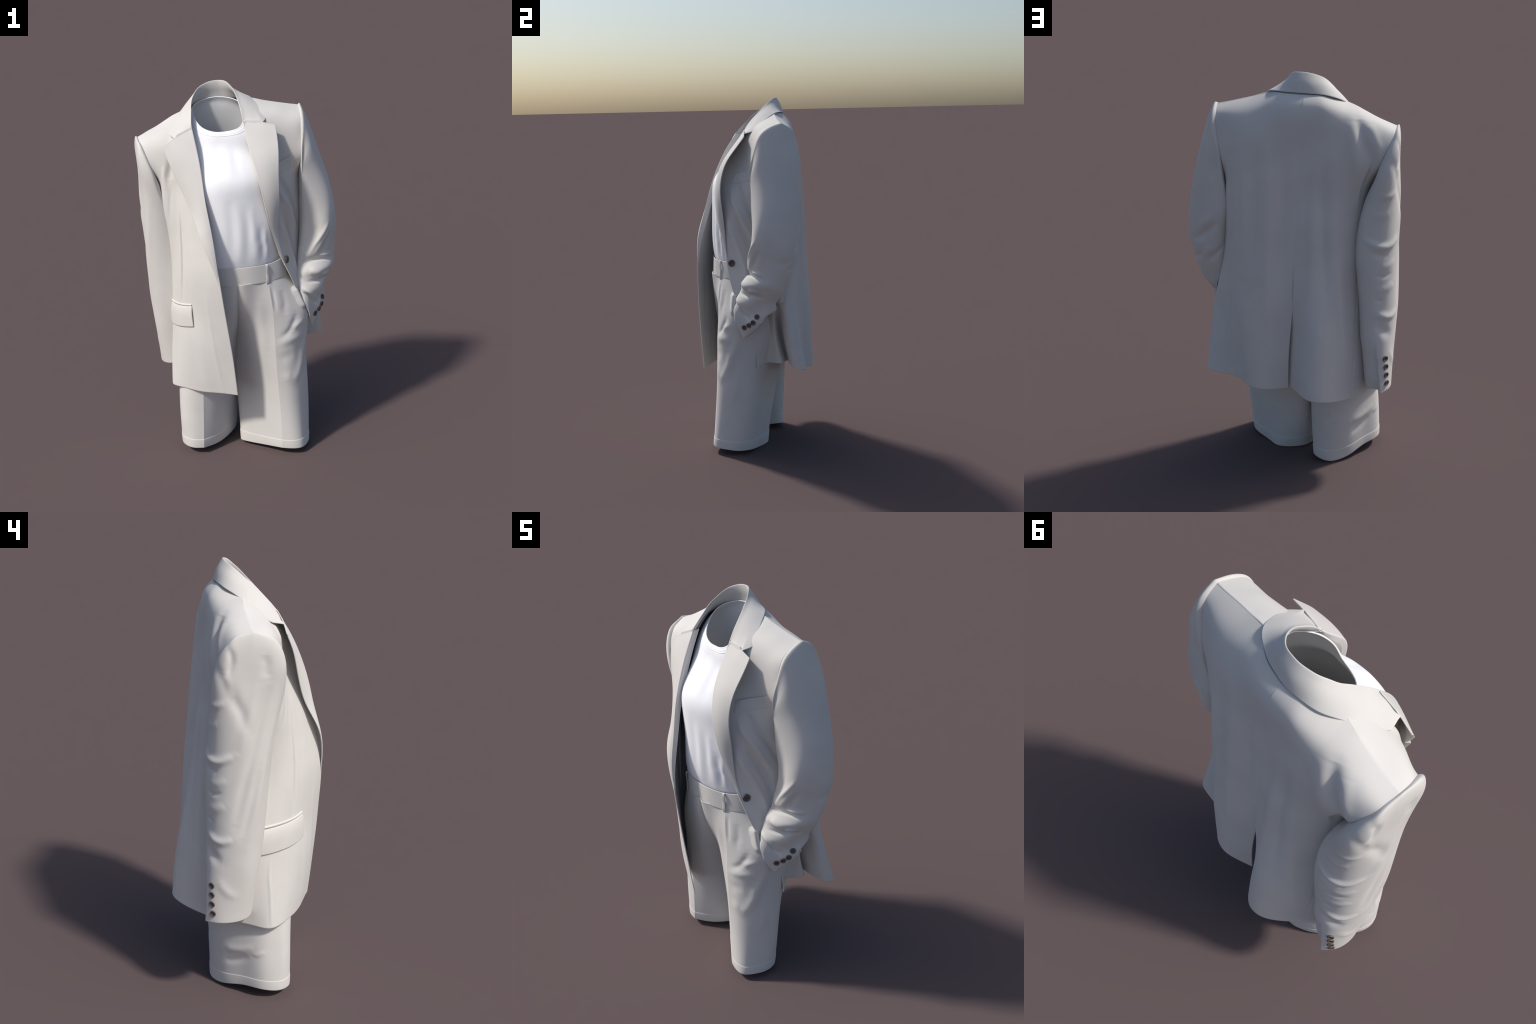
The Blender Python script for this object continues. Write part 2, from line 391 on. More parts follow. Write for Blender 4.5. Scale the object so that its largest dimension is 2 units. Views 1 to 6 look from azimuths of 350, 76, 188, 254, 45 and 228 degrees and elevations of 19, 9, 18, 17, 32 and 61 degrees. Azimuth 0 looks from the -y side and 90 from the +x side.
# side seams share their border points exactly
m = (panels["rf"][0][:, -1] + panels["rb"][0][:, 0]) / 2
low = slice(0, min(rf_arm, lf_arm))
panels["rf"][0][low, -1] = m[low]; panels["rb"][0][low, 0] = m[low]
m = (panels["lb"][0][:, -1] + panels["lf"][0][:, 0]) / 2
panels["lb"][0][low, -1] = m[low]; panels["lf"][0][low, 0] = m[low]
for a, b in (("rf", "rb"), ("lb", "lf")):
    n = panels[a][1][:, -1] + panels[b][1][:, 0]
    n /= np.linalg.norm(n, axis=1, keepdims=True)
    panels[a][1][:, -1] = n; panels[b][1][:, 0] = n
for key in ("rf", "rb", "lb", "lf"):
    nm, rims = names[key]
    cloth(nm, panels[key][0], panels[key][1], T, WOOL, jacket, rims=rims)

# ------------------------------------------------------------------ lapels
def lapel(roll, outer, bulge, notch, key, col):
    n = 10
    eP = panels[key][0][:, col]; eN = panels[key][1][:, col]
    r = curve(roll, n); o = curve(outer, n)
    rows = []
    for i in range(n):
        a, b = r[i], o[i]
        d = b - a; w = np.linalg.norm(d)
        out = np.cross(d, np.array([0, 0, 1.0])); out /= np.linalg.norm(out) + 1e-9
        if out[1] > 0: out = -out
        k = min(1, w / .12)
        sink = np.array([0, .006, 0]) * max(0, 1 - w / .05)
        e = int(((eP - a)**2).sum(1).argmin())
        start = eP[e] - eN[e] * T
        sx = 1 if d[0] < 0 else -1
        back = np.array([.006, .036, 0]) * k
        inner = [a + back + (start - a) * (1 - k), a + back * .45 + (start - a) * (1 - k) * .5] if sx > 0 else [start, start * .4 + a * .6 - d * .012]
        row = inner + [ a - d * .002 + out * .002 * k * (i > 0) + sink, (a + d * .05 + out * .004 * k + sink) if i else a + (notch - a) * .08]
        for f in (.2, .4, .6, .8, 1):
            p = a + d * f
            if i == 0:
                p = a + (notch - a) * (f / .6) if f <= .6 else notch + (b - notch) * ((f - .6) / .4)
            row.append(p + out * (bulge * k * math.sin(math.pi * f) * (i > 0) + .003 * k * (1 - f) * (i > 0)) + sink)
        rows.append(row)
    G0 = net_surface(np.array(rows), 160, 70)
    g = notch - r[0]
    t = ((G0[0] - r[0]) @ g) / (g @ g)
    w = np.clip(t / .12, 0, 1) * np.clip((.96 - t) / .15, 0, 1); w = (w * w * (3 - 2 * w))[:, None]
    strip = [G0[0] + np.array([0, .003, .010]) * w * f + np.array([0, .0003, .0009]) * f for f in (1, .66, .33)]
    G = np.concatenate([np.array(strip), G0], 0)
    N = normals(G)
    if N[80, 45][1] > 0: N = -N
    ripple(G, N, .0006, 18, 5)
    return cloth("lapel", G, N, .005, WOOL, jacket)

R_ROLL = [(-.236,-.080,1.796),(-.225,-.154,1.682),(-.219,-.196,1.605),(-.215,-.232,1.522),(-.211,-.259,1.441),(-.202,-.284,1.356),(-.195,-.310,1.274),(-.189,-.334,1.188),(-.183,-.346,1.100),(-.178,-.350,1.03)]
R_OUT = [(-.386,-.086,1.717),(-.368,-.122,1.645),(-.341,-.152,1.562),(-.311,-.180,1.482),(-.285,-.214,1.405),(-.266,-.261,1.331),(-.248,-.305,1.254),(-.222,-.331,1.175),(-.199,-.344,1.095),(-.181,-.350,1.03)]
L_ROLL = [(.0270,-.092,1.811),(.038,-.182,1.692),(.047,-.226,1.630),(.060,-.254,1.562),(.071,-.269,1.493),(.085,-.272,1.417),(.101,-.267,1.338),(.119,-.258,1.260),(.145,-.248,1.179),(.170,-.240,1.110),(.190,-.230,1.07)]
L_OUT = [(.187,-.125,1.789),(.186,-.168,1.733),(.180,-.212,1.675),(.172,-.245,1.600),(.166,-.260,1.520),(.167,-.258,1.430),(.161,-.249,1.350),(.158,-.242,1.270),(.163,-.242,1.190),(.180,-.238,1.115),(.193,-.230,1.07)]
lapel(R_ROLL, R_OUT, .010, np.array([-.328,-.085,1.756]), "rf", 0)
lapel(L_ROLL, L_OUT, .008, np.array([.125,-.111,1.805]), "lf", -1)

# ------------------------------------------------------------------ collar
ridge = [(-.236,-.080,1.796),(-.235,-.064,1.815),(-.232,-.044,1.835),(-.224,-.005,1.873),(-.216,.033,1.909),(-.204,.063,1.931),(-.187,.087,1.953),(-.165,.110,1.972),(-.138,.124,1.985),(-.110,.132,1.994),(-.081,.132,1.999),(-.052,.126,2.000),(-.025,.104,1.996),(-.004,.072,1.976),(.010,.038,1.950),(.018,.000,1.915),(.023,-.035,1.882),(.026,-.068,1.845),(.027,-.092,1.811)]
lower = [(-.347,-.022,1.768),(-.336,-.004,1.781),(-.322,.015,1.796),(-.304,.044,1.816),(-.286,.080,1.846),(-.266,.106,1.864),(-.245,.128,1.878),(-.221,.147,1.889),(-.185,.163,1.901),(-.131,.173,1.910),(-.088,.173,1.914),(-.054,.167,1.916),(-.010,.155,1.919),(.035,.133,1.921),(.072,.108,1.922),(.096,.079,1.916),(.113,.042,1.897),(.128,.005,1.874),(.143,-.030,1.848),(.157,-.056,1.820)]
NC = 90
ri = curve(ridge, NC); lo = curve(lower, NC)
notchR = np.array([-.328,-.084,1.757]); notchL = np.array([.125,-.110,1.806])
stand = curve([(-.240,-.066,1.788),(-.246,-.02,1.815),(-.250,.04,1.845),(-.225,.095,1.870),(-.170,.132,1.890),(-.085,.148,1.898),(-.015,.135,1.903),(.045,.100,1.905),(.060,.045,1.890),(.050,-.01,1.855),(.034,-.082,1.805)], NC)
S = np.linspace(0, 1, NC)
cols = []
for i in range(NC):
    a, b, s = ri[i], lo[i], stand[i]
    d = b - a
    tang = ri[min(i + 1, NC - 1)] - ri[max(i - 1, 0)]
    out = np.cross(tang, d); out /= np.linalg.norm(out)
    cc = np.array([-.09, -.05, 1.80])
    if out @ (b + a - 2 * cc) < 0: out = -out
    endR = max(0, 1 - S[i] / .13)**1.5; endL = max(0, (S[i] - .90) / .10)**1.3
    if i == 0: endR = 1
    if i == NC - 1: endL = 1
    ek = 1 - max(endR, endL)
    top = np.array([0, 0, 1.0]) * .004 * ek
    inn = s - a
    pts = [s, a + inn * .55 - out * .003 * ek, a + inn * .10 - out * .004 * ek, a + top, a + d * .06 + out * .004 * ek]
    for f in (.28, .5, .68, .70, .72, .86, 1.0):
        p = a + d * f + out * (.006 * math.sin(math.pi * f) + .002 * (1 - f)) * (.4 + .6 * ek)
        for e, nt in ((endR, notchR), (endL, notchL)):
            if e > 0:
                q = a + (nt - a) * (f / .70) if f <= .70 else nt + (b - nt) * ((f - .70) / .30)
                p = p * (1 - e) + q * e
        pts.append(p)
    cols.append(pts)
C = np.array(cols)                      # along collar x across
G = net_surface(C, 260, 90)
N = normals(G)
mid = N[130, 70]
if mid @ (G[130, 70] - np.array([-.09, -.05, 1.80])) < 0: N = -N
cloth("collar", G, N, .005, WOOL, jacket)

# ------------------------------------------------------------------ sleeves
def sleeve(rings, table, loop, name="sleeve", seed=1, vent=None, hem=None):
    nu = 150
    P = tube(rings, 330, nu)
    # the first ring follows the armhole of the body exactly
    at = [int(((loop - np.array(q))**2).sum(1).argmin()) for q in rings[0]]
    at[0] = 0
    pos = np.r_[at, len(loop) - 1].astype(float)
    k0 = [int(((P[0, :-1] - np.array(q))**2).sum(1).argmin()) for q in rings[0]] + [nu]
    k0[0] = 0
    par = np.interp(np.arange(nu + 1), k0, pos)
    i = np.clip(par.astype(int), 0, len(loop) - 2); f = (par - i)[:, None]
    exact = loop[i] * (1 - f) + loop[i + 1] * f
    v = np.linspace(0, 1, 330)
    fall = np.clip(1 - v / .20, 0, 1)
    fall = fall * fall * (3 - 2 * fall)
    P = P + (exact - P[0])[None] * fall[:, None, None]
    if hem is not None:       # cut the cuff along a cornered hem line
        H = np.concatenate([np.linspace(a, b, 40) for a, b in zip(hem[:-1], hem[1:])])
        for j in range(nu + 1):
            d = H[((H - P[-1, j])**2).sum(1).argmin()] - P[-1, j]
            P[:, j] += d * (np.clip((v - .90) / .10, 0, 1)**2)[:, None]
    N = normals(P, True)
    c = P.mean(1, keepdims=True)
    if ((P - c) * N).sum() < 0: sg = -1
    else: sg = 1
    N = N * sg
    for pts, w, h in table:
        stroke(P, N, [np.array(p, float) for p in pts], w, h)
    if vent is not None:
        (qa, qb), depth, direction = vent
        qa, qb = np.array(qa), np.array(qb)
        for i in range(330):
            z = P[i, :-1, 2].mean()
            f = np.clip((qa[2] - z) / (qa[2] - qb[2]), 0, 1)
            if f <= 0: continue
            q = qa + (qb - qa) * f
            j = int(((P[i, :-1] - q)**2).sum(1).argmin())
            for st in range(1, 40):
                jj = (j + direction * st) % nu
                amt = min(1, st / 2.0) * max(0, 1 - (st / 40)**2) * min(1, f * 3)
                P[i, jj] -= N[i, jj] * depth * amt
    P[:, -1] = P[:, 0]
    N = normals(P, True) * sg
    ripple(P, N, .0010, 16, seed); P[:, -1] = P[:, 0]
    N = normals(P, True) * sg
    ob = cloth(name, P, N, .005, WOOL, jacket, wrap=True)
    return ob, P, N

RS = [
 [(-.500,.094,1.744),(-.483,.185,1.700),(-.438,.206,1.605),(-.392,.190,1.52),(-.384,.080,1.45),(-.412,-.030,1.49),(-.455,-.042,1.62),(-.483,.000,1.702)],
 [(-.508,.094,1.750),(-.496,.194,1.706),(-.444,.222,1.605),(-.386,.204,1.505),(-.374,.082,1.432),(-.406,-.042,1.478),(-.457,-.054,1.612),(-.493,-.010,1.706)],
 [(-.516,.100,1.730),(-.508,.204,1.680),(-.448,.238,1.578),(-.374,.216,1.475),(-.358,.085,1.400),(-.398,-.048,1.450),(-.458,-.062,1.580),(-.504,-.018,1.682)],
 [(-.517,.105,1.60),(-.506,.208,1.55),(-.445,.248,1.46),(-.360,.228,1.38),(-.336,.092,1.33),(-.380,-.042,1.37),(-.440,-.060,1.46),(-.507,-.015,1.56)],
 [(-.517,.100,1.35),(-.490,.202,1.32),(-.428,.244,1.29),(-.345,.230,1.26),(-.318,.100,1.24),(-.356,-.015,1.26),(-.412,-.040,1.29),(-.486,-.005,1.33)],
 [(-.517,.085,1.10),(-.485,.195,1.10),(-.415,.244,1.10),(-.338,.236,1.10),(-.308,.105,1.10),(-.345,.000,1.10),(-.390,-.026,1.10),(-.475,.000,1.10)],
 [(-.508,.090,.85),(-.480,.192,.85),(-.412,.238,.85),(-.345,.224,.85),(-.325,.110,.85),(-.348,.010,.85),(-.392,-.014,.85),(-.466,.010,.85)],
 [(-.493,.100,.65),(-.472,.195,.65),(-.420,.240,.65),(-.352,.226,.65),(-.332,.120,.65),(-.356,.030,.65),(-.398,.010,.65),(-.460,.030,.65)],
 [(-.478,.120,.455),(-.462,.205,.452),(-.424,.244,.450),(-.360,.222,.455),(-.345,.140,.46),(-.360,.060,.465),(-.400,.030,.468),(-.450,.052,.462)],
]
RS_F = [
 ([(-.46,.225,1.62),(-.49,.20,1.54),(-.51,.15,1.44),(-.52,.10,1.33)], .024, -.008),
 ([(-.50,.19,1.685),(-.505,.185,1.62),(-.495,.20,1.56)], .015, -.010),
 ([(-.49,.205,1.60),(-.50,.19,1.53),(-.50,.17,1.47)], .018, .006),
 ([(-.43,.243,1.45),(-.46,.23,1.44),(-.49,.20,1.465)], .015, .005),
 ([(-.39,.245,1.36),(-.43,.24,1.35),(-.47,.22,1.37)], .018, .004),
 ([(-.34,.24,1.24),(-.41,.248,1.205),(-.47,.215,1.20),(-.505,.16,1.235)], .018, .010),
 ([(-.38,.24,1.175),(-.43,.24,1.155),(-.47,.22,1.160)], .014, -.004),
 ([(-.42,.243,1.105),(-.46,.22,1.10),(-.49,.18,1.125)], .020, .004),
 ([(-.40,.242,1.06),(-.45,.225,1.05),(-.48,.20,1.065)], .011, -.004),
 ([(-.40,.24,.985),(-.45,.225,.985),(-.48,.18,1.01)], .022, .005),
 ([(-.40,.24,.935),(-.44,.225,.925)], .012, -.004),
 ([(-.40,.238,.870),(-.44,.228,.848),(-.475,.19,.84),(-.495,.15,.86)], .019, .009),
 ([(-.40,.24,.81),(-.44,.23,.775),(-.475,.19,.74)], .026, -.008),
 ([(-.515,.01,1.55),(-.525,.05,1.38),(-.52,.085,1.22),(-.51,.12,1.06),(-.50,.14,.92)], .020, -.009),
 ([(-.525,.07,1.55),(-.525,.11,1.38),(-.518,.14,1.24)], .020, .005),
 ([(-.49,-.02,1.42),(-.50,.025,1.2),(-.498,.06,1.0),(-.488,.09,.82)], .024, .006),
 ([(-.505,.045,1.18),(-.50,.075,1.02),(-.49,.11,.86)], .016, -.006),
 ([(-.525,.045,1.66),(-.520,.030,1.56)], .020, -.005),
 ([(-.47,.20,.66),(-.48,.16,.60),(-.48,.12,.58)], .020, .004),
]
r_loop = np.concatenate([panels["rb"][0][rb_arm:, 0][::-1], panels["rf"][0][rf_arm:, -1]])
rs_ob, rsP, rsN = sleeve(RS, RS_F, r_loop, seed=11, vent=(((-.405,.243,.72),(-.426,.243,.45)), .013, 1),
    hem=curve([(-.425,.247,.447),(-.408,.230,.452),(-.360,.214,.455),(-.345,.140,.460),(-.360,.060,.465),(-.400,.030,.468),(-.450,.052,.462),(-.478,.120,.455),(-.463,.200,.451),(-.425,.247,.447)], 60))

LS = [
 [(.346,.048,1.857),(.350,.112,1.772),(.336,.130,1.665),(.318,.128,1.55),(.322,.050,1.455),(.322,-.060,1.50),(.322,-.093,1.65),(.332,-.066,1.790)],
 [(.354,.048,1.864),(.362,.120,1.778),(.345,.136,1.665),(.318,.138,1.54),(.318,.050,1.435),(.320,-.072,1.485),(.323,-.107,1.64),(.341,-.074,1.788)],
 [(.371,.056,1.848),(.379,.124,1.756),(.350,.138,1.640),(.316,.144,1.50),(.310,.048,1.405),(.318,-.086,1.46),(.324,-.114,1.60),(.356,-.076,1.765)],
 [(.408,.074,1.755),(.408,.128,1.668),(.366,.136,1.575),(.318,.142,1.46),(.306,.046,1.385),(.317,-.090,1.432),(.325,-.118,1.56),(.384,-.080,1.68)],
 [(.450,.076,1.62),(.434,.119,1.56),(.382,.134,1.50),(.322,.142,1.42),(.302,.045,1.36),(.316,-.095,1.40),(.328,-.121,1.51),(.412,-.080,1.58)],
 [(.503,.052,1.42),(.478,.106,1.39),(.415,.126,1.36),(.345,.138,1.32),(.310,.040,1.28),(.318,-.094,1.32),(.345,-.126,1.38),(.455,-.098,1.41)],
 [(.530,.020,1.25),(.503,.078,1.22),(.435,.108,1.20),(.365,.115,1.18),(.318,.020,1.17),(.312,-.097,1.19),(.352,-.127,1.22),(.452,-.135,1.24)],
 [(.521,-.008,1.12),(.498,.045,1.08),(.435,.070,1.06),(.370,.075,1.05),(.318,-.010,1.055),(.290,-.112,1.085),(.335,-.146,1.075),(.428,-.137,1.110)],
 [(.505,-.034,1.035),(.485,.016,1.005),(.432,.034,.985),(.370,.038,.990),(.315,-.035,1.015),(.282,-.122,1.038),(.335,-.145,1.052),(.425,-.135,1.050)],
 [(.492,-.050,.985),(.472,-.008,.950),(.430,.010,.930),(.365,.012,.940),(.310,-.055,.970),(.270,-.150,.988),(.325,-.182,1.000),(.432,-.158,.998)],
 [(.460,-.084,.940),(.450,-.040,.905),(.418,-.015,.890),(.355,-.016,.900),(.300,-.080,.930),(.267,-.170,.950),(.325,-.184,.952),(.405,-.150,.948)],
 [(.432,-.088,.885),(.440,-.040,.862),(.405,-.010,.855),(.345,-.020,.865),(.288,-.100,.900),(.269,-.192,.908),(.318,-.206,.896),(.388,-.166,.882)],
 [(.427,-.092,.845),(.436,-.052,.842),(.400,-.020,.845),(.340,-.030,.857),(.284,-.110,.880),(.274,-.202,.882),(.310,-.203,.873),(.370,-.160,.836)],
 [(.419,-.116,.808),(.430,-.070,.825),(.395,-.030,.840),(.335,-.040,.852),(.284,-.115,.865),(.278,-.211,.865),(.305,-.219,.842),(.360,-.174,.790)],
 [(.390,-.132,.748),(.421,-.095,.792),(.390,-.036,.838),(.335,-.048,.848),(.286,-.120,.852),(.283,-.224,.842),(.312,-.225,.785),(.338,-.183,.694)],
]
LS_F = [
 # elbow folds
 ([(.458,-.140,1.25),(.418,-.146,1.195),(.384,-.150,1.153),(.352,-.154,1.109),(.325,-.156,1.065)], .011, .0065),
 ([(.395,-.13,1.235),(.36,-.135,1.185),(.33,-.135,1.14),(.30,-.13,1.10)], .022, -.009),
 ([(.47,-.12,1.19),(.44,-.135,1.14),(.41,-.14,1.10),(.38,-.145,1.085)], .020, -.008),
 ([(.29,-.125,1.03),(.335,-.145,1.05),(.38,-.147,1.055),(.42,-.14,1.052),(.46,-.115,1.036)], .008, -.016),
 ([(.395,-.150,1.075),(.435,-.138,1.070),(.475,-.10,1.058)], .010, .009),
 ([(.33,-.175,1.01),(.37,-.175,.99),(.405,-.165,.975)], .020, .010),
 ([(.39,-.165,.965),(.425,-.155,.968),(.458,-.125,.962)], .012, .010),
 ([(.31,-.185,.945),(.37,-.165,.94),(.42,-.135,.94),(.455,-.09,.935)], .010, -.009),
 ([(.284,-.192,.915),(.308,-.203,.902),(.335,-.197,.877),(.355,-.178,.846),(.375,-.165,.828)], .009, .010),
 ([(.284,-.195,.893),(.308,-.205,.880),(.330,-.199,.858),(.350,-.180,.828),(.37,-.165,.810)], .006, -.010),
 ([(.50,.06,1.16),(.51,.01,1.13),(.50,-.04,1.14)], .022, -.006),
 ([(.36,.125,1.29),(.41,.12,1.25),(.46,.10,1.21),(.50,.07,1.19)], .018, -.013),
 ([(.37,.13,1.335),(.42,.125,1.295),(.47,.11,1.26)], .020, .008),
 ([(.36,.09,1.17),(.39,.085,1.12),(.42,.075,1.08)], .014, -.011),
 ([(.40,.10,1.17),(.43,.09,1.13),(.46,.07,1.10)], .016, .007),
 ([(.45,.085,1.13),(.48,.06,1.10),(.505,.02,1.10)], .016, -.007),
 ([(.36,.16,1.62),(.38,.175,1.56),(.40,.175,1.50)], .022, -.006),
]
l_loop = np.concatenate([panels["lb"][0][lb_arm:, -1][::-1], panels["lf"][0][lf_arm:, 0]])
ls_ob, lsP, lsN = sleeve(LS, LS_F, l_loop, seed=23, hem=np.array([(.336,-.184,.690),(.374,-.143,.732),(.417,-.113,.778),(.429,-.083,.819),(.394,-.036,.845),(.335,-.048,.850),(.284,-.118,.854),(.280,-.215,.856),(.292,-.228,.819),(.314,-.223,.773),(.328,-.203,.727),(.336,-.184,.690)]))

# ------------------------------------------------------------------ buttons
def button_mesh(radius, thick):
    prof = [(0.0, .55), (.55, .55), (.66, .62), (.74, .95), (.86, 1.0), (.96, .86), (1.0, .5), (.96, .12), (.86, 0), (0.0, 0)]
    seg = 40; V = []; F = []
    for r, z in prof[1:-1]:
        for k in range(seg):
            a = 2 * math.pi * k / seg
            V.append((r * radius * math.cos(a), r * radius * math.sin(a), z * thick))
    nr = len(prof) - 2
    for i in range(nr - 1):
        for k in range(seg):
            F.append((i * seg + k, i * seg + (k + 1) % seg, (i + 1) * seg + (k + 1) % seg, (i + 1) * seg + k)[::-1])
    c0 = len(V); V.append((0, 0, .55 * thick)); c1 = len(V); V.append((0, 0, 0))
    for k in range(0, seg, 2):
        F.append((c0, k, (k + 1) % seg, (k + 2) % seg))
        b = (nr - 1) * seg
        F.append((c1, b + (k + 2) % seg, b + (k + 1) % seg, b + k))
    # four thread holes as little sunk-looking dark studs of thread
    return V, F

THREAD = cloth_material("dark_thread", (0.016, 0.012, 0.011), (0.024, 0.018, 0.016), 0.8, 0.0, 300, 0.1)
from mathutils import Vector, Matrix, Quaternion
def place_button(ob, pos, nrm, up=(0, 0, 1)):
    z = Vector(nrm).normalized(); x = Vector(up).cross(z).normalized(); y = z.cross(x)
    M = Matrix((x, y, z)).transposed().to_4x4(); M.translation = Vector(pos)
    ob.matrix_world = M

def make_button(name, radius, thick, parent):
    V, F = button_mesh(radius, thick)
    # stitches: two short bars of thread through the holes
    V = list(V); F = list(F)
    nb = len(F)
    for sx in (-1, 1):
        for sy in (-1, 1):
            cx, cy, r = sx * radius * .2, sy * radius * .2, radius * .11
            b = len(V)
            for zz, rr in ((.5 * thick, r), (.62 * thick, r * .9)):
                for k in range(8):
                    a = 2 * math.pi * k / 8
                    V.append((cx + rr * math.cos(a), cy + rr * math.sin(a), zz))
            for k in range(8):
                F.append((b + k, b + (k + 1) % 8, b + 8 + (k + 1) % 8, b + 8 + k))
            F += [(b + 8, b + 9, b + 10, b + 11), (b + 8, b + 11, b + 12, b + 15), (b + 12, b + 13, b + 14, b + 15)]
    ob = new_object(name, V, F, HORN, parent)
    ob.data.materials.append(THREAD)
    idx = np.zeros(len(F), np.int32); idx[nb:] = 1
    ob.data.polygons.foreach_set("material_index", idx)
    return ob

def snap(P, N, q, lift=.001):
    i, j = near(P, q)
    return P[i, j] + N[i, j] * lift, N[i, j]

first = None
for sl, P, N, pts in ((rs_ob, rsP, rsN, [(-.451,.227,.626),(-.450,.223,.583),(-.449,.218,.540),(-.449,.214,.497)]),
                      (ls_ob, lsP, lsN, [(.418,-.126,.825),(.393,-.135,.790),(.364,-.142,.773),(.346,-.172,.754)])):
    for q in pts:
        if first is None:
            ob = first = make_button("cuff_button", .0148, .006, sl)
        else:
            ob = first.copy(); bpy.context.scene.collection.objects.link(ob); ob.parent = sl
        p, n = snap(P, N, q)
        place_button(ob, p, n)
fb = make_button("front_button", .020, .007, jacket)
p, n = snap(panels["lf"][0], panels["lf"][1], (.201,-.212,1.091), .0025)
place_button(fb, p, n * .35 + np.array([.88, -.47, .05]) * .65)

# ------------------------------------------------------------------ pockets
def flap(key, corners, lift, t, name, hang=True):
    P, N, _ = panels[key]
    c = [near(P, q) for q in corners]
    G, Nn = patch(P, N, c, 40, 70, lift)
    # swell slightly in the middle, tuck in at the top edge
    a = np.linspace(0, 1, 40)[:, None, None]
    if hang:
        G = G + Nn * (.004 * np.sin(np.pi * a**.7) - .004 * (1 - a)**4)
    else:   # welt: stands open at the top, sewn down at the foot and the ends
        b = np.linspace(0, 1, 70)[None, :, None]
        G = G + Nn * (  .0075 * (1 - a) * np.clip(np.sin(np.pi * b) * 3, 0, 1))
    return cloth(name, G, Nn, t, WOOL, jacket)
flap("rf", [(-.388,.02,.842),(-.314,-.214,.890),(-.314,-.224,.781),(-.394,.02,.732)], .007, .005, "pocket_flap")
flap("rf", [(-.388,.02,.862),(-.314,-.213,.905),(-.314,-.214,.892),(-.388,.02,.848)], .0022, .003, "pocket_welt")
flap("lf", [(.375,.045,.985),(.33,-.03,.985),(.355,-.03,.875),(.41,.040,.875)], .009, .005, "pocket_flap")
flap("lf", [(.275,-.084,1.622),(.13,-.17,1.578),(.13,-.18,1.525),(.275,-.09,1.562)], .0018, .003, "breast_pocket_welt", False)

# ================================================================== T-SHIRT
tee = empty("t_shirt", "plain white crew-neck cotton t-shirt tucked in", "t-shirt")
def oval(z, x0, x1, y0, y1, p=2.3, n=24, tilt=0.0, dz=0.0):
    cx, cy = (x0 + x1) / 2, (y0 + y1) / 2; ax, ay = (x1 - x0) / 2, (y1 - y0) / 2
    r = []
    for k in range(n):
        a = 2 * math.pi * k / n - math.pi / 2
        c, s = math.cos(a), math.sin(a)
        p_ = p + .55 if c < 0 else p
        X = cx + ax * math.copysign(abs(c)**(2 / p_), c); Y = cy + ay * math.copysign(abs(s)**(2 / p_), s)
        r.append((X, Y, z + tilt * (Y - cy)))
    return r
neck = curve([(-.096,-.085,1.775),(-.054,-.095,1.778),(-.016,-.103,1.786),(.006,-.097,1.794),(.024,-.082,1.809),(.041,-.040,1.845),(.045,.030,1.890),(.005,.100,1.914),(-.085,.136,1.922),(-.155,.126,1.910),(-.203,.088,1.889),(-.214,.045,1.865),(-.209,.015,1.844),(-.199,-.014,1.822),(-.184,-.038,1.803),(-.162,-.058,1.789),(-.132,-.074,1.779),(-.096,-.085,1.775)], 25)[:24]
TR = [oval(1.02,-.265,.20,-.236,.10),oval(1.10,-.268,.205,-.255,.11),oval(1.20,-.26,.205,-.264,.13),oval(1.32,-.25,.20,-.263,.15),oval(1.45,-.268,.19,-.258,.165,2.1),
      oval(1.55,-.272,.18,-.243,.17,2.0,tilt=.05),oval(1.66,-.262,.16,-.172,.165,2.0,tilt=.18),
      [tuple(q + np.array([(q[0] + .09) * .38, (q[1]) * .12 - .008, -.052])) for q in neck],
      [tuple(q + np.array([(q[0] + .09) * .16, (q[1]) * .08 - .004, -.026])) for q in neck],
      [tuple(q + np.array([0, 0, -.006])) for q in neck]]
TP = tube(TR, 320, 150); TN = normals(TP, True)
if TN[60, 0][1] > 0: TN = -TN
tsg = 1 if (TN[60, 0] @ normals(TP, True)[60, 0]) > 0 else -1
folds(TP, TN, [
 ([(-.050,-.26,1.42),(-.045,-.26,1.25),(-.050,-.262,1.10)], .020, .0035),
 ([(-.090,-.26,1.46),(-.088,-.26,1.28),(-.09,-.262,1.12)], .024, -.0035),
 ([(-.010,-.26,1.40),(-.008,-.26,1.25),(-.004,-.26,1.11)], .016, -.0025),
 ([(.022,-.26,1.40),(.028,-.258,1.25),(.034,-.255,1.11)], .016, .004),
 ([(.060,-.25,1.30),(.066,-.25,1.2),(.070,-.248,1.11)], .012, -.0045),
 ([(.086,-.24,1.29),(.090,-.24,1.2),(.092,-.24,1.12)], .008, .004),
 ([(-.075,-.12,1.72),(-.07,-.19,1.63),(-.07,-.24,1.55)], .018, .002),
 ([(-.120,-.10,1.73),(-.125,-.17,1.65),(-.13,-.23,1.56)], .018, -.0025),
 ([(-.035,-.12,1.73),(-.03,-.19,1.63),(-.02,-.24,1.55)], .018, -.002),
])
TP[:, -1] = TP[:, 0]; TN = normals(TP, True) * tsg
sb = cloth("shirt_body", TP, TN, .003, COTTON, tee, wrap=True)
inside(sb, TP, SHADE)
# rib knit neckband: a shallow raised band just under the neck edge, with two sewn grooves
m = 11
B = TP[-m:].copy(); Nb = TN[-m:]
k = np.linspace(1, 0, m)[:, None, None]
B = B + Nb * (.0014 - .0011 * np.exp(-((k - .75) / .1)**2) - .0011 * np.exp(-((k - .25) / .1)**2))
cloth("neckband", B, Nb, .003, COTTON, tee, wrap=True)

